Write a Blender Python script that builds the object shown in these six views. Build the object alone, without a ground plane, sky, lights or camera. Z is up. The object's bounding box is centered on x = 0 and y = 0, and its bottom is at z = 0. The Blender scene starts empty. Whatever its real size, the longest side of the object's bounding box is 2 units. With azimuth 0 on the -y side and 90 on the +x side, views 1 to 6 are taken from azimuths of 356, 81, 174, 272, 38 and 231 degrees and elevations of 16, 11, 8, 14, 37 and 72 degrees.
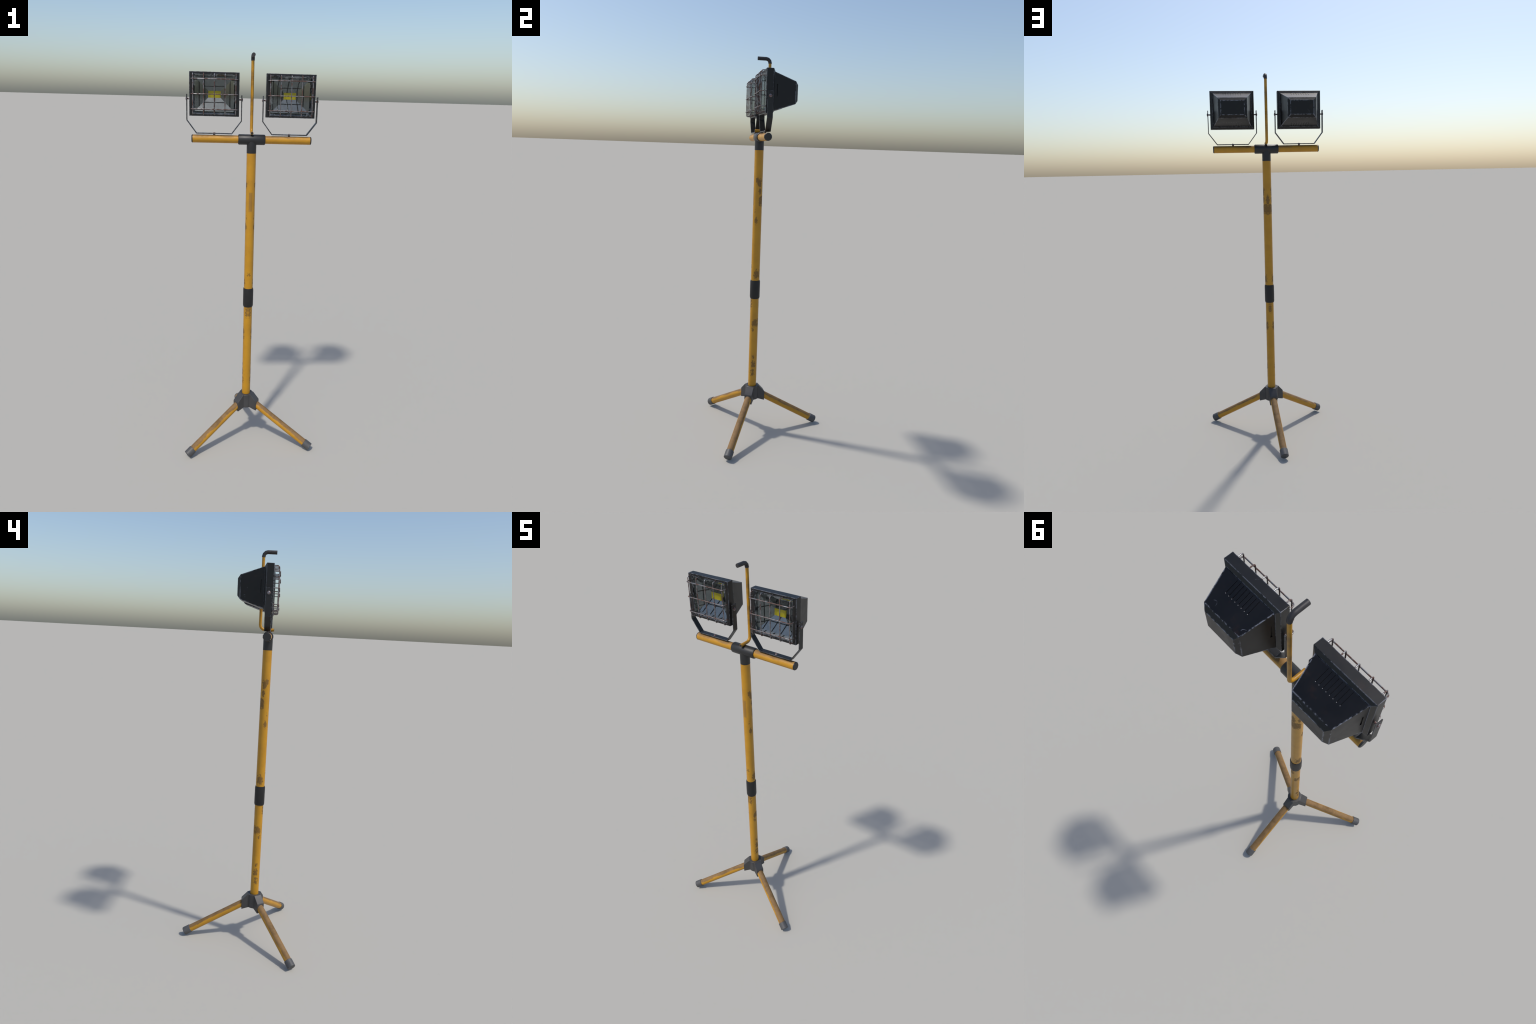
# Twin work light on a yellow telescopic tripod stand.
import bpy, bmesh, math
from mathutils import Vector, Matrix

AX, AY = -0.0141, -0.0761          # the mast's axis
D = bpy.data
SC = bpy.context.scene.collection

# ------------------------------------------------------------------ node kit
class Nodes:
    def __init__(self, name):
        self.mat = D.materials.new(name)
        self.mat.use_nodes = True
        self.t = self.mat.node_tree
        self.t.nodes.clear()
        self.out = self.t.nodes.new('ShaderNodeOutputMaterial')
        self.tc = self.t.nodes.new('ShaderNodeTexCoord')
        self.obj = self.tc.outputs['Object']
        self.info = None

    def put(self, sock, v):
        if v is None:
            return
        if isinstance(v, bpy.types.NodeSocket):
            self.t.links.new(v, sock)
        elif isinstance(v, (tuple, list)) and sock.type == 'RGBA' and len(v) == 3:
            sock.default_value = (*v, 1)
        else:
            sock.default_value = v

    def rand(self):
        if self.info is None:
            self.info = self.t.nodes.new('ShaderNodeObjectInfo')
        return self.info.outputs['Random']

    def math(self, op, a, b=None, c=None, clamp=False):
        n = self.t.nodes.new('ShaderNodeMath')
        n.operation = op
        n.use_clamp = clamp
        for i, v in enumerate((a, b, c)):
            self.put(n.inputs[i], v)
        return n.outputs[0]

    def vmath(self, op, a, b=None, out=0):
        n = self.t.nodes.new('ShaderNodeVectorMath')
        n.operation = op
        self.put(n.inputs[0], a)
        self.put(n.inputs[1], b)
        return n.outputs[out]

    def ramp(self, v, a, b, lo=0.0, hi=1.0):
        n = self.t.nodes.new('ShaderNodeMapRange')
        n.interpolation_type = 'SMOOTHSTEP'
        for k, x in zip(('Value', 'From Min', 'From Max', 'To Min', 'To Max'), (v, a, b, lo, hi)):
            self.put(n.inputs[k], x)
        return n.outputs[0]

    def mapping(self, v, scale=(1, 1, 1), loc=(0, 0, 0)):
        n = self.t.nodes.new('ShaderNodeMapping')
        self.put(n.inputs['Vector'], v)
        n.inputs['Scale'].default_value = scale
        n.inputs['Location'].default_value = loc
        return n.outputs[0]

    def noise(self, scale, detail=4.0, rough=0.55, vec=None, seed=0.0, per_object=False, stretch=None):
        n = self.t.nodes.new('ShaderNodeTexNoise')
        n.noise_dimensions = '4D'
        v = self.obj if vec is None else vec
        if stretch:
            v = self.mapping(v, stretch)
        self.put(n.inputs['Vector'], v)
        n.inputs['Scale'].default_value = scale
        n.inputs['Detail'].default_value = detail
        n.inputs['Roughness'].default_value = rough
        if per_object:
            self.put(n.inputs['W'], self.math('MULTIPLY_ADD', self.rand(), 37.0, seed))
        else:
            n.inputs['W'].default_value = seed
        return n.outputs['Fac']

    def mix(self, f, a, b):
        n = self.t.nodes.new('ShaderNodeMix')
        n.data_type = 'RGBA'
        self.put(n.inputs[0], f)
        self.put(n.inputs[6], a)
        self.put(n.inputs[7], b)
        return n.outputs[2]

    def lerp(self, f, a, b):
        return self.math('MULTIPLY_ADD', f, b - a, a)

    def sep(self, v):
        n = self.t.nodes.new('ShaderNodeSeparateXYZ')
        self.put(n.inputs[0], v)
        return n.outputs

    def comb(self, x, y, z):
        n = self.t.nodes.new('ShaderNodeCombineXYZ')
        for i, v in enumerate((x, y, z)):
            self.put(n.inputs[i], v)
        return n.outputs[0]

    def bump(self, h, strength=0.2, dist=0.001):
        n = self.t.nodes.new('ShaderNodeBump')
        n.inputs['Strength'].default_value = strength
        n.inputs['Distance'].default_value = dist
        self.put(n.inputs['Height'], h)
        return n.outputs[0]

    def edge(self, radius):
        """1 on worn convex edges: how far a rounded normal turns off the true one"""
        b = self.t.nodes.new('ShaderNodeBevel')
        b.samples = 6
        b.inputs['Radius'].default_value = radius
        g = self.t.nodes.new('ShaderNodeNewGeometry')
        d = self.vmath('DOT_PRODUCT', b.outputs[0], g.outputs['Normal'], out='Value')
        return self.math('SUBTRACT', 1.0, d, clamp=True)

    def principled(self, color, rough=0.5, metal=0.0, normal=None, spec=0.5):
        p = self.t.nodes.new('ShaderNodeBsdfPrincipled')
        self.put(p.inputs['Base Color'], color)
        self.put(p.inputs['Roughness'], rough)
        self.put(p.inputs['Metallic'], metal)
        self.put(p.inputs['Normal'], normal)
        p.inputs['Specular IOR Level'].default_value = spec
        return p.outputs[0]

    def done(self, shader):
        self.t.links.new(shader, self.out.inputs['Surface'])
        return self.mat

# ------------------------------------------------------------------ materials
YELLOW = (0.490, 0.238, 0.0075)
YELLOW_D = (0.430, 0.203, 0.0070)
STAIN = (0.120, 0.062, 0.014)
DUST = (0.185, 0.110, 0.048)

def paint_base(m, seed=0.0):
    """mottled yellow paint with a fine brown grime"""
    col = m.mix(m.ramp(m.noise(14, 5, 0.6, seed=seed), 0.35, 0.7), YELLOW, YELLOW_D)
    speck = m.ramp(m.noise(150, 3, 0.6, seed=seed + 3), 0.62, 0.74)
    return m.mix(m.math('MULTIPLY', speck, 0.35), col, STAIN)

def mat_mast():
    m = Nodes('yellow_mast_paint')
    s = m.sep(m.obj)
    phi = m.math('ARCTAN2', m.math('ABSOLUTE', s[0]), m.math('MULTIPLY', s[1], -1.0))
    flat = m.comb(m.math('MULTIPLY', phi, 0.022), s[2], 0.0)     # unrolled, mirrored left to right
    # scuffs: azimuth from the front (deg), height, half-width (deg), half-height, strength
    scuffs = [(72, 1.388, 26, 0.020, .75), (100, 1.378, 38, 0.028, 1.0), (112, 1.334, 24, 0.018, 1.0),
              (122, 1.283, 30, 0.030, 1.1), (176, 1.330, 26, 0.040, .9), (160, 1.280, 46, 0.036, 1.2),
              (70, 1.180, 24, 0.024, .95), (50, 1.228, 14, 0.010, .6), (105, 0.893, 60, 0.034, .75),
              (16, 0.934, 12, 0.012, .7), (20, 0.730, 36, 0.040, .6), (176, 0.728, 34, 0.034, .7),
              (84, 0.622, 46, 0.028, .9), (66, 0.585, 26, 0.018, .6), (132, 0.620, 26, 0.036, .6), (90, 0.385, 42, 0.024, .95),
              (86, 0.428, 24, 0.014, .6), (80, 0.335, 44, 0.028, .55)]
    jag = m.comb(m.math('MULTIPLY_ADD', m.noise(85, 5, 0.7, vec=flat, seed=31.0), 0.026, -0.013),
                 m.math('MULTIPLY_ADD', m.noise(60, 5, 0.7, vec=flat, seed=33.0), 0.060, -0.030), 0.0)
    torn = m.vmath('ADD', flat, jag)          # ragged outlines
    mask = 0.0
    for a, z, ra, rz, k in scuffs:
        v = m.mapping(torn, (1 / (math.radians(ra) * 0.022), 1 / rz, 0),
                      (-math.radians(a) / math.radians(ra), -z / rz, 0))
        e = m.math('MULTIPLY_ADD', m.vmath('LENGTH', v, out='Value'), -k, k)
        mask = e if mask == 0.0 else m.math('MAXIMUM', mask, e)
    n = m.noise(105, 7, 0.72, vec=flat, seed=2.0, stretch=(1, 0.8, 1))
    stain = m.ramp(m.math('MULTIPLY_ADD', n, 2.6, m.math('SUBTRACT', mask, 1.26)), 0.12, 0.40)
    stain = m.math('MULTIPLY', stain, m.ramp(mask, 0.0, 0.12))
    stain = m.math('MULTIPLY', stain, m.ramp(m.noise(190, 5, 0.7, vec=flat, seed=41.0), 0.30, 0.52, 0.50, 1.0))
    # rectangular ghost of a removed label on the front
    lab = m.vmath('ABSOLUTE', m.mapping(flat, (1 / 0.0098, 1 / 0.052, 0), (0, -1.306 / 0.052, 0)))
    ls = m.sep(lab)
    box = m.math('MAXIMUM', ls[0], ls[1])
    ln = m.noise(75, 6, 0.75, seed=8.0, stretch=(1.6, 1.6, 0.8))
    label = m.ramp(m.math('MULTIPLY_ADD', ln, 1.9, m.math('MULTIPLY', m.math('SUBTRACT', 1.0, box), 0.8)), 0.82, 1.12, 0.15, 1.0)
    label = m.math('MULTIPLY', label, m.ramp(m.math('MULTIPLY_ADD', ln, 0.5, box), 1.12, 1.22, 1.0, 0.0))
    grime = m.ramp(m.noise(24, 6, 0.7, seed=5, stretch=(1, 1, 0.35)), 0.60, 0.80)
    col = paint_base(m, 1.0)
    col = m.mix(m.math('MULTIPLY', grime, 0.32), col, STAIN)
    col = m.mix(m.math('MULTIPLY', label, 0.62), col, (0.215, 0.110, 0.026))
    col = m.mix(m.math('MULTIPLY', stain, 0.84), col, STAIN)
    r = m.lerp(stain, 0.37, 0.62)
    return m.done(m.principled(col, r, 0.0, m.bump(m.noise(220, 3), 0.15, 0.0006)))

def mat_dusty_tube(name, lo, hi, amount, radius, dust):
    """yellow tube lying flat or sloping: dry dirt settled along its upper side (object z up)"""
    m = Nodes(name)
    up = m.math('MULTIPLY', m.sep(m.obj)[2], 1.0 / radius)
    n = m.noise(26, 6, 0.65, seed=4, per_object=True, stretch=(0.5, 1, 1))
    d = m.ramp(m.math('MULTIPLY_ADD', n, 1.7, m.math('SUBTRACT', up, 0.85)), lo, hi)
    tone = m.mix(m.ramp(m.noise(30, 5, 0.65, seed=9, per_object=True), 0.40, 0.72), dust, tuple(0.45 * c for c in dust))
    col = m.mix(m.math('MULTIPLY', d, amount), paint_base(m, 6.0), tone)
    blot = m.ramp(m.noise(22, 5, 0.7, seed=13, per_object=True), 0.64, 0.76)
    col = m.mix(m.math('MULTIPLY', blot, 0.5), col, STAIN)
    return m.done(m.principled(col, m.lerp(d, 0.42, 0.75), 0.0, m.bump(m.noise(260, 3), 0.2, 0.0006)))

def mat_rod():
    m = Nodes('yellow_rod_paint')
    band = m.ramp(m.noise(10, 4, 0.6, seed=11, stretch=(1, 1, 1.1)), 0.42, 0.64)
    col = m.mix(m.math('MULTIPLY', band, 0.68), paint_base(m, 12.0), STAIN)
    spots = m.ramp(m.noise(70, 5, 0.7, seed=15), 0.60, 0.72)
    col = m.mix(m.math('MULTIPLY', spots, 0.45), col, STAIN)
    return m.done(m.principled(col, 0.45))

def mat_black(name, base, rough, edge_r=0.0, wear=0.0, rust=0.0, spec=0.5, keep_vents=False, wear_col=(0.22, 0.235, 0.28), scale=1.0):
    m = Nodes(name)
    var = m.ramp(m.noise(18 * scale, 5, 0.6, seed=1, per_object=True), 0.3, 0.7)
    col = m.mix(var, base, tuple(1.35 * c for c in base))
    r = m.lerp(var, rough, rough + 0.08)
    if rust:
        rm = m.ramp(m.noise(16 * scale, 7, 0.7, seed=7, per_object=True), 0.56, 0.72)
        col = m.mix(m.math('MULTIPLY', rm, rust), col, (0.026, 0.011, 0.007))
    if wear:
        e = m.edge(edge_r)
        n = m.noise(95, 6, 0.72, seed=3, per_object=True)
        big = m.noise(13, 3, 0.5, seed=21, per_object=True)
        if keep_vents:      # the slits' own rims stay unworn
            q = m.sep(m.vmath('ABSOLUTE', m.mapping(m.obj, (1, 1, 1), (0, -0.068, 0))))
            near = m.math('MAXIMUM', m.math('MINIMUM', m.math('MULTIPLY', q[0], 1 / 0.052), m.math('MULTIPLY', q[2], 1 / 0.036)), m.math('MULTIPLY', q[1], 1 / 0.0262))
            e = m.math('MULTIPLY', e, m.math('GREATER_THAN', near, 1.0))
        w = m.math('MULTIPLY', m.ramp(e, 0.003, 0.03), m.ramp(m.math('ADD', n, m.math('MULTIPLY', big, 0.55)), 0.72, 0.84))
        # a few long hairline scratches
        sc = m.noise(7, 3, 0.5, seed=17, per_object=True)
        line = m.math('ABSOLUTE', m.math('SUBTRACT', sc, 0.5))
        hair = m.math('MULTIPLY', m.ramp(line, 0.0, 0.0028, 1.0, 0.0), m.ramp(m.noise(24, 3, 0.6, seed=19, per_object=True), 0.60, 0.70))
        w = m.math('MAXIMUM', w, m.math('MULTIPLY', hair, 0.6))
        col = m.mix(m.math('MULTIPLY', w, wear), col, wear_col)
    return m.done(m.principled(col, r, 0.0, m.bump(m.noise(420, 2), 0.12, 0.0004), spec))

def mat_wire():
    m = Nodes('rusty_steel_wire')
    rust = m.ramp(m.noise(55, 6, 0.7, seed=2, per_object=True), 0.44, 0.56)
    col = m.mix(rust, (0.24, 0.24, 0.25), (0.095, 0.048, 0.037))
    return m.done(m.principled(col, m.lerp(rust, 0.34, 0.75), m.lerp(rust, 0.85, 0.1)))

def mat_bolt():
    m = Nodes('weathered_bolt')
    rust = m.ramp(m.noise(160, 5, 0.7, seed=5, per_object=True), 0.42, 0.58)
    col = m.mix(rust, (0.22, 0.22, 0.24), (0.13, 0.055, 0.040))
    return m.done(m.principled(col, m.lerp(rust, 0.4, 0.7), m.lerp(rust, 0.6, 0.1)))

def mat_reflector():
    m = Nodes('dull_mirror')
    n = m.noise(60, 4, 0.6, seed=3)
    col = m.mix(m.ramp(n, 0.35, 0.7), (0.275, 0.290, 0.295), (0.225, 0.24, 0.245))
    return m.done(m.principled(col, 0.05, 1.0))

def mat_led():
    m = Nodes('yellow_phosphor')
    return m.done(m.principled((0.64, 0.50, 0.008), 0.5))

def mat_glass():
    m = Nodes('dirty_glass')
    tr = m.t.nodes.new('ShaderNodeBsdfTransparent')
    tr.inputs[0].default_value = (0.84, 0.86, 0.865, 1)
    gl = m.t.nodes.new('ShaderNodeBsdfGlossy')
    gl.inputs['Color'].default_value = (0.9, 0.9, 0.9, 1)
    gl.inputs['Roughness'].default_value = 0.08
    fr = m.t.nodes.new('ShaderNodeFresnel')
    geo = m.t.nodes.new('ShaderNodeNewGeometry')      # same reflectance seen from either face of the thin pane
    m.put(fr.inputs['IOR'], m.lerp(geo.outputs['Backfacing'], 1.40, 1 / 1.40))
    a = m.t.nodes.new('ShaderNodeMixShader')
    m.put(a.inputs[0], m.math('MULTIPLY', fr.outputs[0], 0.18))
    m.put(a.inputs[1], tr.outputs[0])
    m.put(a.inputs[2], gl.outputs[0])
    # dried splashes, thickest along the borders
    s = m.sep(m.vmath('ABSOLUTE', m.mapping(m.obj, (1 / 0.0967, 0, 1 / 0.089))))
    rim = m.ramp(m.math('MAXIMUM', s[0], s[2]), 0.80, 1.0, 0.0, 0.12)
    n = m.noise(85, 6, 0.75, seed=4, per_object=True)
    big = m.noise(16, 3, 0.5, seed=9, per_object=True)
    dirt = m.ramp(m.math('ADD', m.math('MULTIPLY_ADD', big, 0.6, n), rim), 0.90, 1.08)
    df = m.principled((0.36, 0.38, 0.39), 0.8)
    b = m.t.nodes.new('ShaderNodeMixShader')
    m.put(b.inputs[0], m.math('MULTIPLY_ADD', dirt, 0.20, 0.006))
    m.put(b.inputs[1], a.outputs[0])
    m.put(b.inputs[2], df)
    return m.done(b.outputs[0])

M_MAST = mat_mast()
M_BAR = mat_dusty_tube('yellow_crossbar_paint', 0.30, 0.85, 0.85, 0.0190, (0.235, 0.130, 0.045))
M_LEG = mat_dusty_tube('yellow_leg_paint', 0.26, 0.66, 0.88, 0.0185, DUST)
M_ROD = mat_rod()
M_HOUSING = mat_black('black_lamp_paint', (0.0030, 0.0030, 0.0036), 0.34, 0.0058, 0.95, 0.45, spec=0.36, keep_vents=True)
M_FRAME = mat_black('black_bezel_paint', (0.0036, 0.0036, 0.0040), 0.36, 0.0030, 0.90, 0.55, spec=0.42)
M_STRAP = mat_black('black_bracket_paint', (0.0040, 0.0042, 0.0046), 0.38, 0.0018, 0.60, 0.40)
M_PLASTIC = mat_black('black_moulded_plastic', (0.0125, 0.0125, 0.0130), 0.42, rust=0.12)
M_HUB = mat_black('black_hub_plastic', (0.040, 0.039, 0.039), 0.40, rust=0.12)
M_COLLAR = mat_black('worn_black_collar', (0.0110, 0.0105, 0.0105), 0.46, rust=0.80, spec=0.40, scale=2.2)
M_RUBBER = mat_black('black_rubber', (0.064, 0.063, 0.063), 0.52, rust=0.02)
M_GRIP = mat_black('black_grip', (0.022, 0.020, 0.021), 0.50, rust=0.5, scale=3.0)
M_WIRE, M_BOLT = mat_wire(), mat_bolt()
M_GLINT = mat_black('painted_glint_pale', (0.20, 0.19, 0.185), 0.5)
M_MIRROR, M_LED, M_GLASS = mat_reflector(), mat_led(), mat_glass()

# ------------------------------------------------------------------ mesh kit
def mesh_from(name, verts, faces, mat, smooth=None):
    me = D.meshes.new(name)
    me.from_pydata([tuple(v) for v in verts], [], faces)
    bm = bmesh.new()
    bm.from_mesh(me)
    bmesh.ops.recalc_face_normals(bm, faces=bm.faces)
    bm.to_mesh(me)
    bm.free()
    me.materials.append(mat)
    if smooth is not None:
        for p in me.polygons:
            p.use_smooth = True
        me.set_sharp_from_angle(angle=math.radians(smooth))
    return me

def place(name, me, parent=None, loc=(0, 0, 0), rot=None):
    ob = D.objects.new(name, me)
    SC.objects.link(ob)
    if parent:
        ob.parent = parent
    m = Matrix.Translation(loc)
    if rot is not None:
        m = m @ rot
    ob.matrix_local = m
    return ob

def bevel(ob, w, seg=2, angle=35):
    b = ob.modifiers.new('bevel', 'BEVEL')
    b.width, b.segments, b.limit_method, b.angle_limit = w, seg, 'ANGLE', math.radians(angle)
    b.harden_normals = False

def join(parts):
    """several (verts, faces) lists as one"""
    V, F = [], []
    for v, f in parts:
        o = len(V)
        V += [Vector(p) for p in v]
        F += [[i + o for i in q] for q in f]
    return V, F

def lathe(profile, seg=14, axis='Z', origin=(0, 0, 0), twist=0.0):
    """solid of revolution from (radius, height) pairs"""
    V, F, n = [], [], len(profile)
    for r, h in profile:
        for i in range(seg):
            a = 2 * math.pi * (i + 0.5) / seg + twist
            c, s = r * math.cos(a), r * math.sin(a)
            p = {'Z': (c, s, h), 'X': (h, c, s), 'Y': (c, h, s)}[axis]
            V.append(Vector(p) + Vector(origin))
    for k in range(n - 1):
        for i in range(seg):
            j = (i + 1) % seg
            F.append([k * seg + i, k * seg + j, (k + 1) * seg + j, (k + 1) * seg + i])
    F.append(list(range(seg)))
    F.append([(n - 1) * seg + i for i in range(seg)])
    return V, F

def box(x0, x1, y0, y1, z0, z1):
    V = [(x, y, z) for x in (x0, x1) for y in (y0, y1) for z in (z0, z1)]
    F = [[0, 1, 3, 2], [4, 6, 7, 5], [0, 4, 5, 1], [2, 3, 7, 6], [0, 2, 6, 4], [1, 5, 7, 3]]
    return V, F

def rings(sections, cap=(True, True)):
    """loft through rectangular sections (half width, half height, y)"""
    V, F = [], []
    for w, h, y in sections:
        V += [(-w, y, -h), (w, y, -h), (w, y, h), (-w, y, h)]
    for k in range(len(sections) - 1):
        for i in range(4):
            j = (i + 1) % 4
            F.append([4 * k + i, 4 * k + j, 4 * k + 4 + j, 4 * k + 4 + i])
    if cap[0]:
        F.append([0, 1, 2, 3])
    if cap[1]:
        o = 4 * (len(sections) - 1)
        F.append([o, o + 1, o + 2, o + 3])
    return V, F

def fillet(pts, r, n=4):
    """round the inner corners of a polyline"""
    P = [Vector(p) for p in pts]
    out = [P[0]]
    for a, b, c in zip(P, P[1:], P[2:]):
        u, v = (a - b).normalized(), (c - b).normalized()
        half = u.angle(v) / 2
        t = r / math.tan(half)
        p0, p1 = b + u * t, b + v * t
        ctr = b + (u + v).normalized() * (r / math.sin(half))
        e0, e1 = p0 - ctr, p1 - ctr
        for i in range(n + 1):
            f = i / n
            ang = e0.angle(e1)
            out.append(ctr + (e0 * math.sin((1 - f) * ang) + e1 * math.sin(f * ang)) / math.sin(ang))
    out.append(P[-1])
    return out

def sweep(path, r, seg=10):
    """round tube along a polyline with mitred joints"""
    P = [Vector(p) for p in path]
    V, F = [], []
    t0 = (P[1] - P[0]).normalized()
    nrm = t0.orthogonal().normalized()
    for k, p in enumerate(P):
        a = (P[k] - P[k - 1]).normalized() if k else t0
        b = (P[k + 1] - P[k]).normalized() if k < len(P) - 1 else a
        t = (a + b).normalized()
        nrm = (nrm - t * nrm.dot(t)).normalized()
        bn = t.cross(nrm)
        for i in range(seg):
            q = 2 * math.pi * i / seg
            V.append(p + nrm * (r * math.cos(q)) + bn * (r * math.sin(q)))
    for k in range(len(P) - 1):
        for i in range(seg):
            j = (i + 1) % seg
            F.append([k * seg + i, k * seg + j, (k + 1) * seg + j, (k + 1) * seg + i])
    F.append(list(range(seg)))
    F.append([(len(P) - 1) * seg + i for i in range(seg)])
    return V, F

def strap(path, width, thick):
    """flat bar bent in the xz plane"""
    P = [Vector(p) for p in path]
    V, F = [], []
    for k, p in enumerate(P):
        a = (P[k] - P[k - 1]).normalized() if k else (P[1] - P[0]).normalized()
        b = (P[k + 1] - P[k]).normalized() if k < len(P) - 1 else a
        na, nb = Vector((-a.z, 0, a.x)), Vector((-b.z, 0, b.x))
        n = (na + nb).normalized()
        n *= (thick / 2) / n.dot(na)
        for sy, sn in ((-1, -1), (1, -1), (1, 1), (-1, 1)):
            V.append(p + n * sn + Vector((0, sy * width / 2, 0)))
    for k in range(len(P) - 1):
        for i in range(4):
            j = (i + 1) % 4
            F.append([4 * k + i, 4 * k + j, 4 * k + 4 + j, 4 * k + 4 + i])
    F += [[0, 1, 2, 3], [len(V) - 4, len(V) - 3, len(V) - 2, len(V) - 1]]
    return V, F

# ------------------------------------------------------------------ the thing
light = D.objects.new('work_light', None)
SC.objects.link(light)
light.location = (AX, AY, 0)
light["label"] = "black twin floodlights on a worn yellow tripod stand"
light["category"] = "work light"
# everything below is placed relative to the mast's foot

# mast: two telescoping tubes and the locking collar
R_UP, R_LOW = 0.0229, 0.0222
me = mesh_from('lower_tube', *lathe([(R_LOW, 0.20), (R_LOW, 0.80)], 16), M_MAST, 40)
place('mast_tube', me, light)
me = mesh_from('upper_tube', *lathe([(R_UP, 0.80), (R_UP, 1.56)], 16), M_MAST, 40)
place('mast_tube', me, light)
me = mesh_from('collar', *lathe([(0.0230, 0.7565), (0.0245, 0.7570), (0.0266, 0.7650), (0.0266, 0.8490), (0.0250, 0.8565), (0.0231, 0.8570)], 12), M_COLLAR, 40)
place('collar', me, light)

# tee fitting and crossbar
BAR_Z = 1.6062
tee = join([lathe([(0.0205, -0.0645), (0.0222, -0.0645), (0.0247, -0.0605), (0.0247, 0.0605), (0.0222, 0.0645), (0.0205, 0.0645)], 14, 'X', (0, 0, BAR_Z)),
            lathe([(0.0233, 1.5420), (0.0233, 1.6000)], 16)])
place('tee_fitting', mesh_from('tee_fitting', *tee, M_PLASTIC, 40), light)
me = mesh_from('crossbar', *lathe([(0.0190, -0.2825), (0.0190, 0.2825)], 12, 'X'), M_BAR, 40)
place('crossbar', me, light, (0, 0, BAR_Z))
cap = mesh_from('end_cap', *lathe([(0.0184, 0.0), (0.0192, 0.0005), (0.0192, 0.0030), (0.0165, 0.0062)], 12, 'X'), M_PLASTIC, 40)
place('end_cap', cap, light, (0.2805, 0, BAR_Z))
place('end_cap', cap, light, (-0.2805, 0, BAR_Z), Matrix.Rotation(math.pi, 4, 'Z'))

# carrying hook: bent yellow rod with a black grip
ROD_Y, ROD_Z, GRIP_Z = 0.0415, 1.6380, 1.9905
rod = sweep(fillet([(0, -0.0250, ROD_Z), (0, ROD_Y, ROD_Z), (0, ROD_Y, 1.9760)], 0.022, 4), 0.0074, 10)
place('hook_rod', mesh_from('hook_rod', *rod, M_ROD, 50), light)
grip = sweep(fillet([(0, ROD_Y, 1.9680), (0, ROD_Y, GRIP_Z), (0, -0.0210, GRIP_Z)], 0.0195, 3), 0.0090, 10)
g = place('hook_grip', mesh_from('hook_grip', *grip, M_GRIP, 50), light)
shade_disc = lathe([(0.0058, 0.0), (0.0058, 0.0012)], 10, 'Y', (0, -0.0264, ROD_Z))  # black disc darkens the yellow rod's end face, which lies in shadow
place('rod_end_shade_disc', mesh_from('rod_end_shade_disc', *shade_disc, M_PLASTIC, 40), light)

# tripod hub: three blocky sockets round a short core
LEG_TURN = math.radians(94.6)
def socket(turn):
    w = 0.0208
    prof = [(0.024, 0.1815), (0.024, 0.2580), (0.0345, 0.2575)]
    a, b, c = Vector((0.0345, 0, 0.2575)), Vector((0.0675, 0, 0.2220)), Vector((0.0675, 0, 0.1700))
    prof += [(p.x, p.z) for p in fillet([a, b, c], 0.010, 3)[1:-1]]
    prof += [(0.0668, 0.1702), (0.032, 0.1815)]
    n = len(prof)
    V = [Matrix.Rotation(turn, 4, 'Z') @ Vector((r, s * w, z)) for s in (-1, 1) for r, z in prof]
    F = [list(range(n)), list(range(n, 2 * n))] + [[i, (i + 1) % n, n + (i + 1) % n, n + i] for i in range(n)]
    return V, F
hub = join([lathe([(0.0365, 0.1828), (0.0365, 0.2572)], 18)] +
           [socket(LEG_TURN + k * 2 * math.pi / 3) for k in range(3)])
h = place('tripod_hub', mesh_from('tripod_hub', *hub, M_HUB, 35), light)
bevel(h, 0.0012, 2, 40)

# legs: tubes sloping down to rubber feet; the leg's own x axis runs outward, z is its upper side
SLOPE = math.radians(30.0)
END_R, END_Z = 0.3720, 0.0182
LEG_L, CAP_L, CAP_R = 0.372, 0.0395, 0.0214
leg_me = mesh_from('leg', *lathe([(0.0185, 0.0), (0.0185, LEG_L - 0.004)], 14, 'X'), M_LEG, 40)
foot_me = mesh_from('foot', *lathe([(0.0190, LEG_L - CAP_L), (CAP_R - 0.0008, LEG_L - CAP_L + 0.0002), (CAP_R, LEG_L - CAP_L + 0.001),
                                    (CAP_R, LEG_L - 0.0018), (CAP_R - 0.0022, LEG_L)], 14, 'X'), M_RUBBER, 40)
for k in range(3):
    rot = Matrix.Rotation(LEG_TURN + k * 2 * math.pi / 3, 4, 'Z') @ Matrix.Rotation(SLOPE, 4, 'Y')
    top = rot @ Vector((-LEG_L, 0, 0)) + Matrix.Rotation(LEG_TURN + k * 2 * math.pi / 3, 3, 'Z') @ Vector((END_R, 0, END_Z))
    leg = place('leg', leg_me, light, top, rot)
    place('foot', foot_me, leg)

# ------------------------------------------------------------------ floodlights
# local frame: x right, y back, z up; origin in the middle of the bezel's front
LAMP_X, LAMP_Y, LAMP_Z = 0.1793, -0.0166, 1.8108
W, H = 0.1163, 0.0995                 # bezel half size
OW, OH = 0.0968, 0.0890               # opening half size
SW, SH, SY = 0.1003, 0.0857, 0.0411   # back shell where it leaves the bezel
EW, EH, EY = 0.0745, 0.0514, 0.1444   # ... and where it is chamfered
GW, GH, GY = 0.0605, 0.0358, 0.1569

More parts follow.
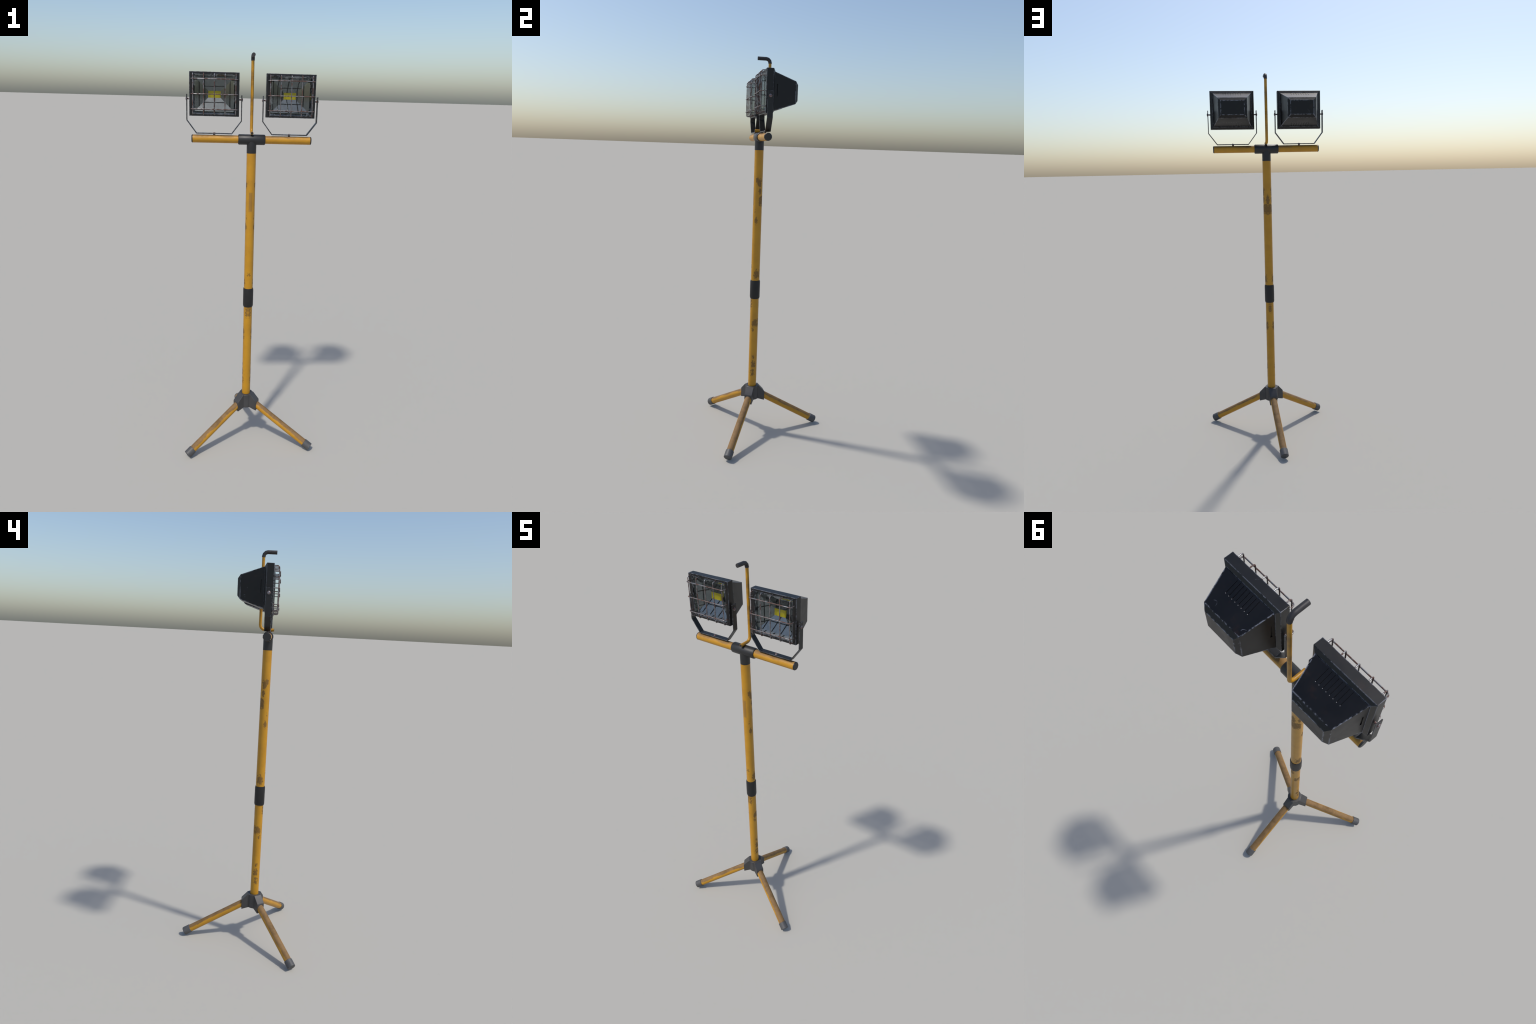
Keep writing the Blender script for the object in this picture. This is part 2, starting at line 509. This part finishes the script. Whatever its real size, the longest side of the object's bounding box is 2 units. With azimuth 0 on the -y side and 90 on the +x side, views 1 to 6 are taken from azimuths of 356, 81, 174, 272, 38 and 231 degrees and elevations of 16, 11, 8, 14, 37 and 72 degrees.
bezel_me = mesh_from('bezel', *rings([(OW, OH, 0.012), (OW, OH, 0.0), (W, H, 0.0), (W, H, 0.0325), (SW + 0.002, SH + 0.002, 0.0408), (SW - 0.008, SH - 0.008, 0.0400)], (False, False)), M_FRAME)

# back shell with cooling slits cut into its top, underside and flanks
shell_me = mesh_from('back_shell', *rings([(EW - 0.006, EH - 0.006, 0.1330), (SW - 0.0045, SH - 0.0045, 0.0360), (SW, SH, 0.0360), (SW, SH, SY), (EW, EH, EY), (GW, GH, GY)]), M_HOUSING)
cuts, glint_beads = [], []
slope_t = math.atan2(SH - EH, EY - SY)
for side in (1, -1):
    for i in range(8):
        x = (i - 3.5) * 0.0130
        v, f = box(-0.0008, 0.0008, 0.0, 0.044, -0.0022, 0.0022)
        rot = Matrix.Translation((x, SY + 0.004, side * (SH - 0.004 * math.tan(slope_t)))) @ Matrix.Rotation(-side * slope_t, 4, 'X')
        cuts.append(([rot @ Vector(p) for p in v], f))
        v, f = lathe([(0.0013, -0.0004), (0.0013, 0.0002), (0.0008, 0.0010), (0.0002, 0.0013)], 8, 'Z', (0, 0.0465, 0))  # pale bead models the bright spot where light catches the slit's end
        if side < 0:
            v = [Vector((p[0], p[1], -p[2])) for p in v]
        glint_beads.append(([rot @ Vector(p) for p in v], f))
slope_s = math.atan2(SW - EW, EY - SY)
for side in (1, -1):
    v, f = box(-0.0030, 0.0030, 0.0, 0.0055, -0.021, 0.032)
    rot = Matrix.Translation((side * (SW - 0.009 * math.tan(slope_s)), SY + 0.009, 0)) @ Matrix.Rotation(side * slope_s, 4, 'Z')
    cuts.append(([rot @ Vector(p) for p in v], f))
cut_ob = place('slit_cutter', mesh_from('slit_cutter', *join(cuts), M_HOUSING))
tmp = place('shell_blank', shell_me)
bo = tmp.modifiers.new('slits', 'BOOLEAN')
bo.operation, bo.object, bo.solver, bo.use_self = 'DIFFERENCE', cut_ob, 'EXACT', True
dg = bpy.context.evaluated_depsgraph_get()
shell_cut = D.meshes.new_from_object(tmp.evaluated_get(dg))
shell_cut.name = 'back_shell'
for o in (tmp, cut_ob):
    D.objects.remove(o)

glint_me = mesh_from('slit_glint_bead', *join(glint_beads), M_GLINT, 60)
refl_me = mesh_from('reflector', *rings([(OW - 0.0006, OH - 0.0006, 0.0028), (0.0918, 0.0768, 0.0142), (0.0292, 0.0155, 0.0492)], (False, False)), M_MIRROR)
led_me = mesh_from('led_panel', *box(-0.0292, 0.0292, 0.0488, 0.0520, -0.0155, 0.0155), M_LED)
glass_me = mesh_from('glass_cover', *rings([(OW - 0.0003, OH - 0.0003, 0.0008), (OW - 0.0003, OH - 0.0003, 0.0022)]), M_GLASS)

WIRE, BEND = 0.00220, 0.008
def hoop(span, y):
    return fillet([(-span, 0.004, 0), (-span, y, 0), (span, y, 0), (span, 0.004, 0)], BEND, 4)
up_path = [Vector((0, p.y, p.x)) for p in hoop(0.0915, -0.0218)]
upright_me = mesh_from('upright_wire', *sweep(up_path, WIRE, 8), M_WIRE, 60)
cross_me = mesh_from('cross_wire', *sweep(hoop(0.1072, -0.0262), WIRE, 8), M_WIRE, 60)

BW, BT = 0.0268, 0.0040
arm_x, low_x = 0.1286, 0.0835
TOP_Z, BEND_Z, LOW_Z = 1.8097 - LAMP_Z, 1.6915 - LAMP_Z, 1.6318 - LAMP_Z
STRAP_Y = 0.0180
br = strap([(-arm_x, 0, TOP_Z), (-arm_x, 0, BEND_Z), (-low_x, 0, LOW_Z), (low_x, 0, LOW_Z), (arm_x, 0, BEND_Z), (arm_x, 0, TOP_Z)], BW, BT)
bracket_me = mesh_from('bracket', *br, M_STRAP)
PIV_Z = 1.7886 - LAMP_Z
pivot_me = mesh_from('pivot_bolt', *lathe([(0.0036, W - 0.002), (0.0036, arm_x + BT / 2), (0.0080, arm_x + BT / 2 + 0.0002), (0.0078, arm_x + BT / 2 + 0.0014),
                                           (0.0055, arm_x + BT / 2 + 0.0030), (0.0020, arm_x + BT / 2 + 0.0037)], 10, 'X'), M_BOLT, 50)
base_me = mesh_from('base_bolt', *lathe([(0.0055, 1.6225 - LAMP_Z), (0.0055, LOW_Z - BT / 2), (0.0064, LOW_Z), (0.0064, LOW_Z + BT / 2 + 0.0010), (0.0045, LOW_Z + BT / 2 + 0.0028)], 10, 'Z'), M_BOLT, 50)

for sx in (-1, 1):
    lamp = place('floodlight', shell_cut, light, (sx * LAMP_X, LAMP_Y, LAMP_Z))
    bz = place('bezel', bezel_me, lamp)
    bevel(bz, 0.0009, 2, 40)
    place('reflector', refl_me, lamp)
    place('slit_glint_bead', glint_me, lamp)["kind"] = "stuff"
    place('led_panel', led_me, lamp)
    place('glass_cover', glass_me, lamp)
    for i in range(5):
        place('grille_wire', upright_me, lamp, ((i - 2) * 0.0497, 0, 0))
    for i in range(3):
        place('grille_wire', cross_me, lamp, (0, 0, (i - 1) * 0.0675))
    bk = place('bracket', bracket_me, lamp, (0, STRAP_Y, 0))
    bevel(bk, 0.0006, 1, 30)
    place('pivot_bolt', pivot_me, lamp, (0, STRAP_Y, PIV_Z))
    place('pivot_bolt', pivot_me, lamp, (0, STRAP_Y, PIV_Z), Matrix.Rotation(math.pi, 4, 'Z'))
    place('bracket_bolt', base_me, lamp, (0, STRAP_Y, 0))
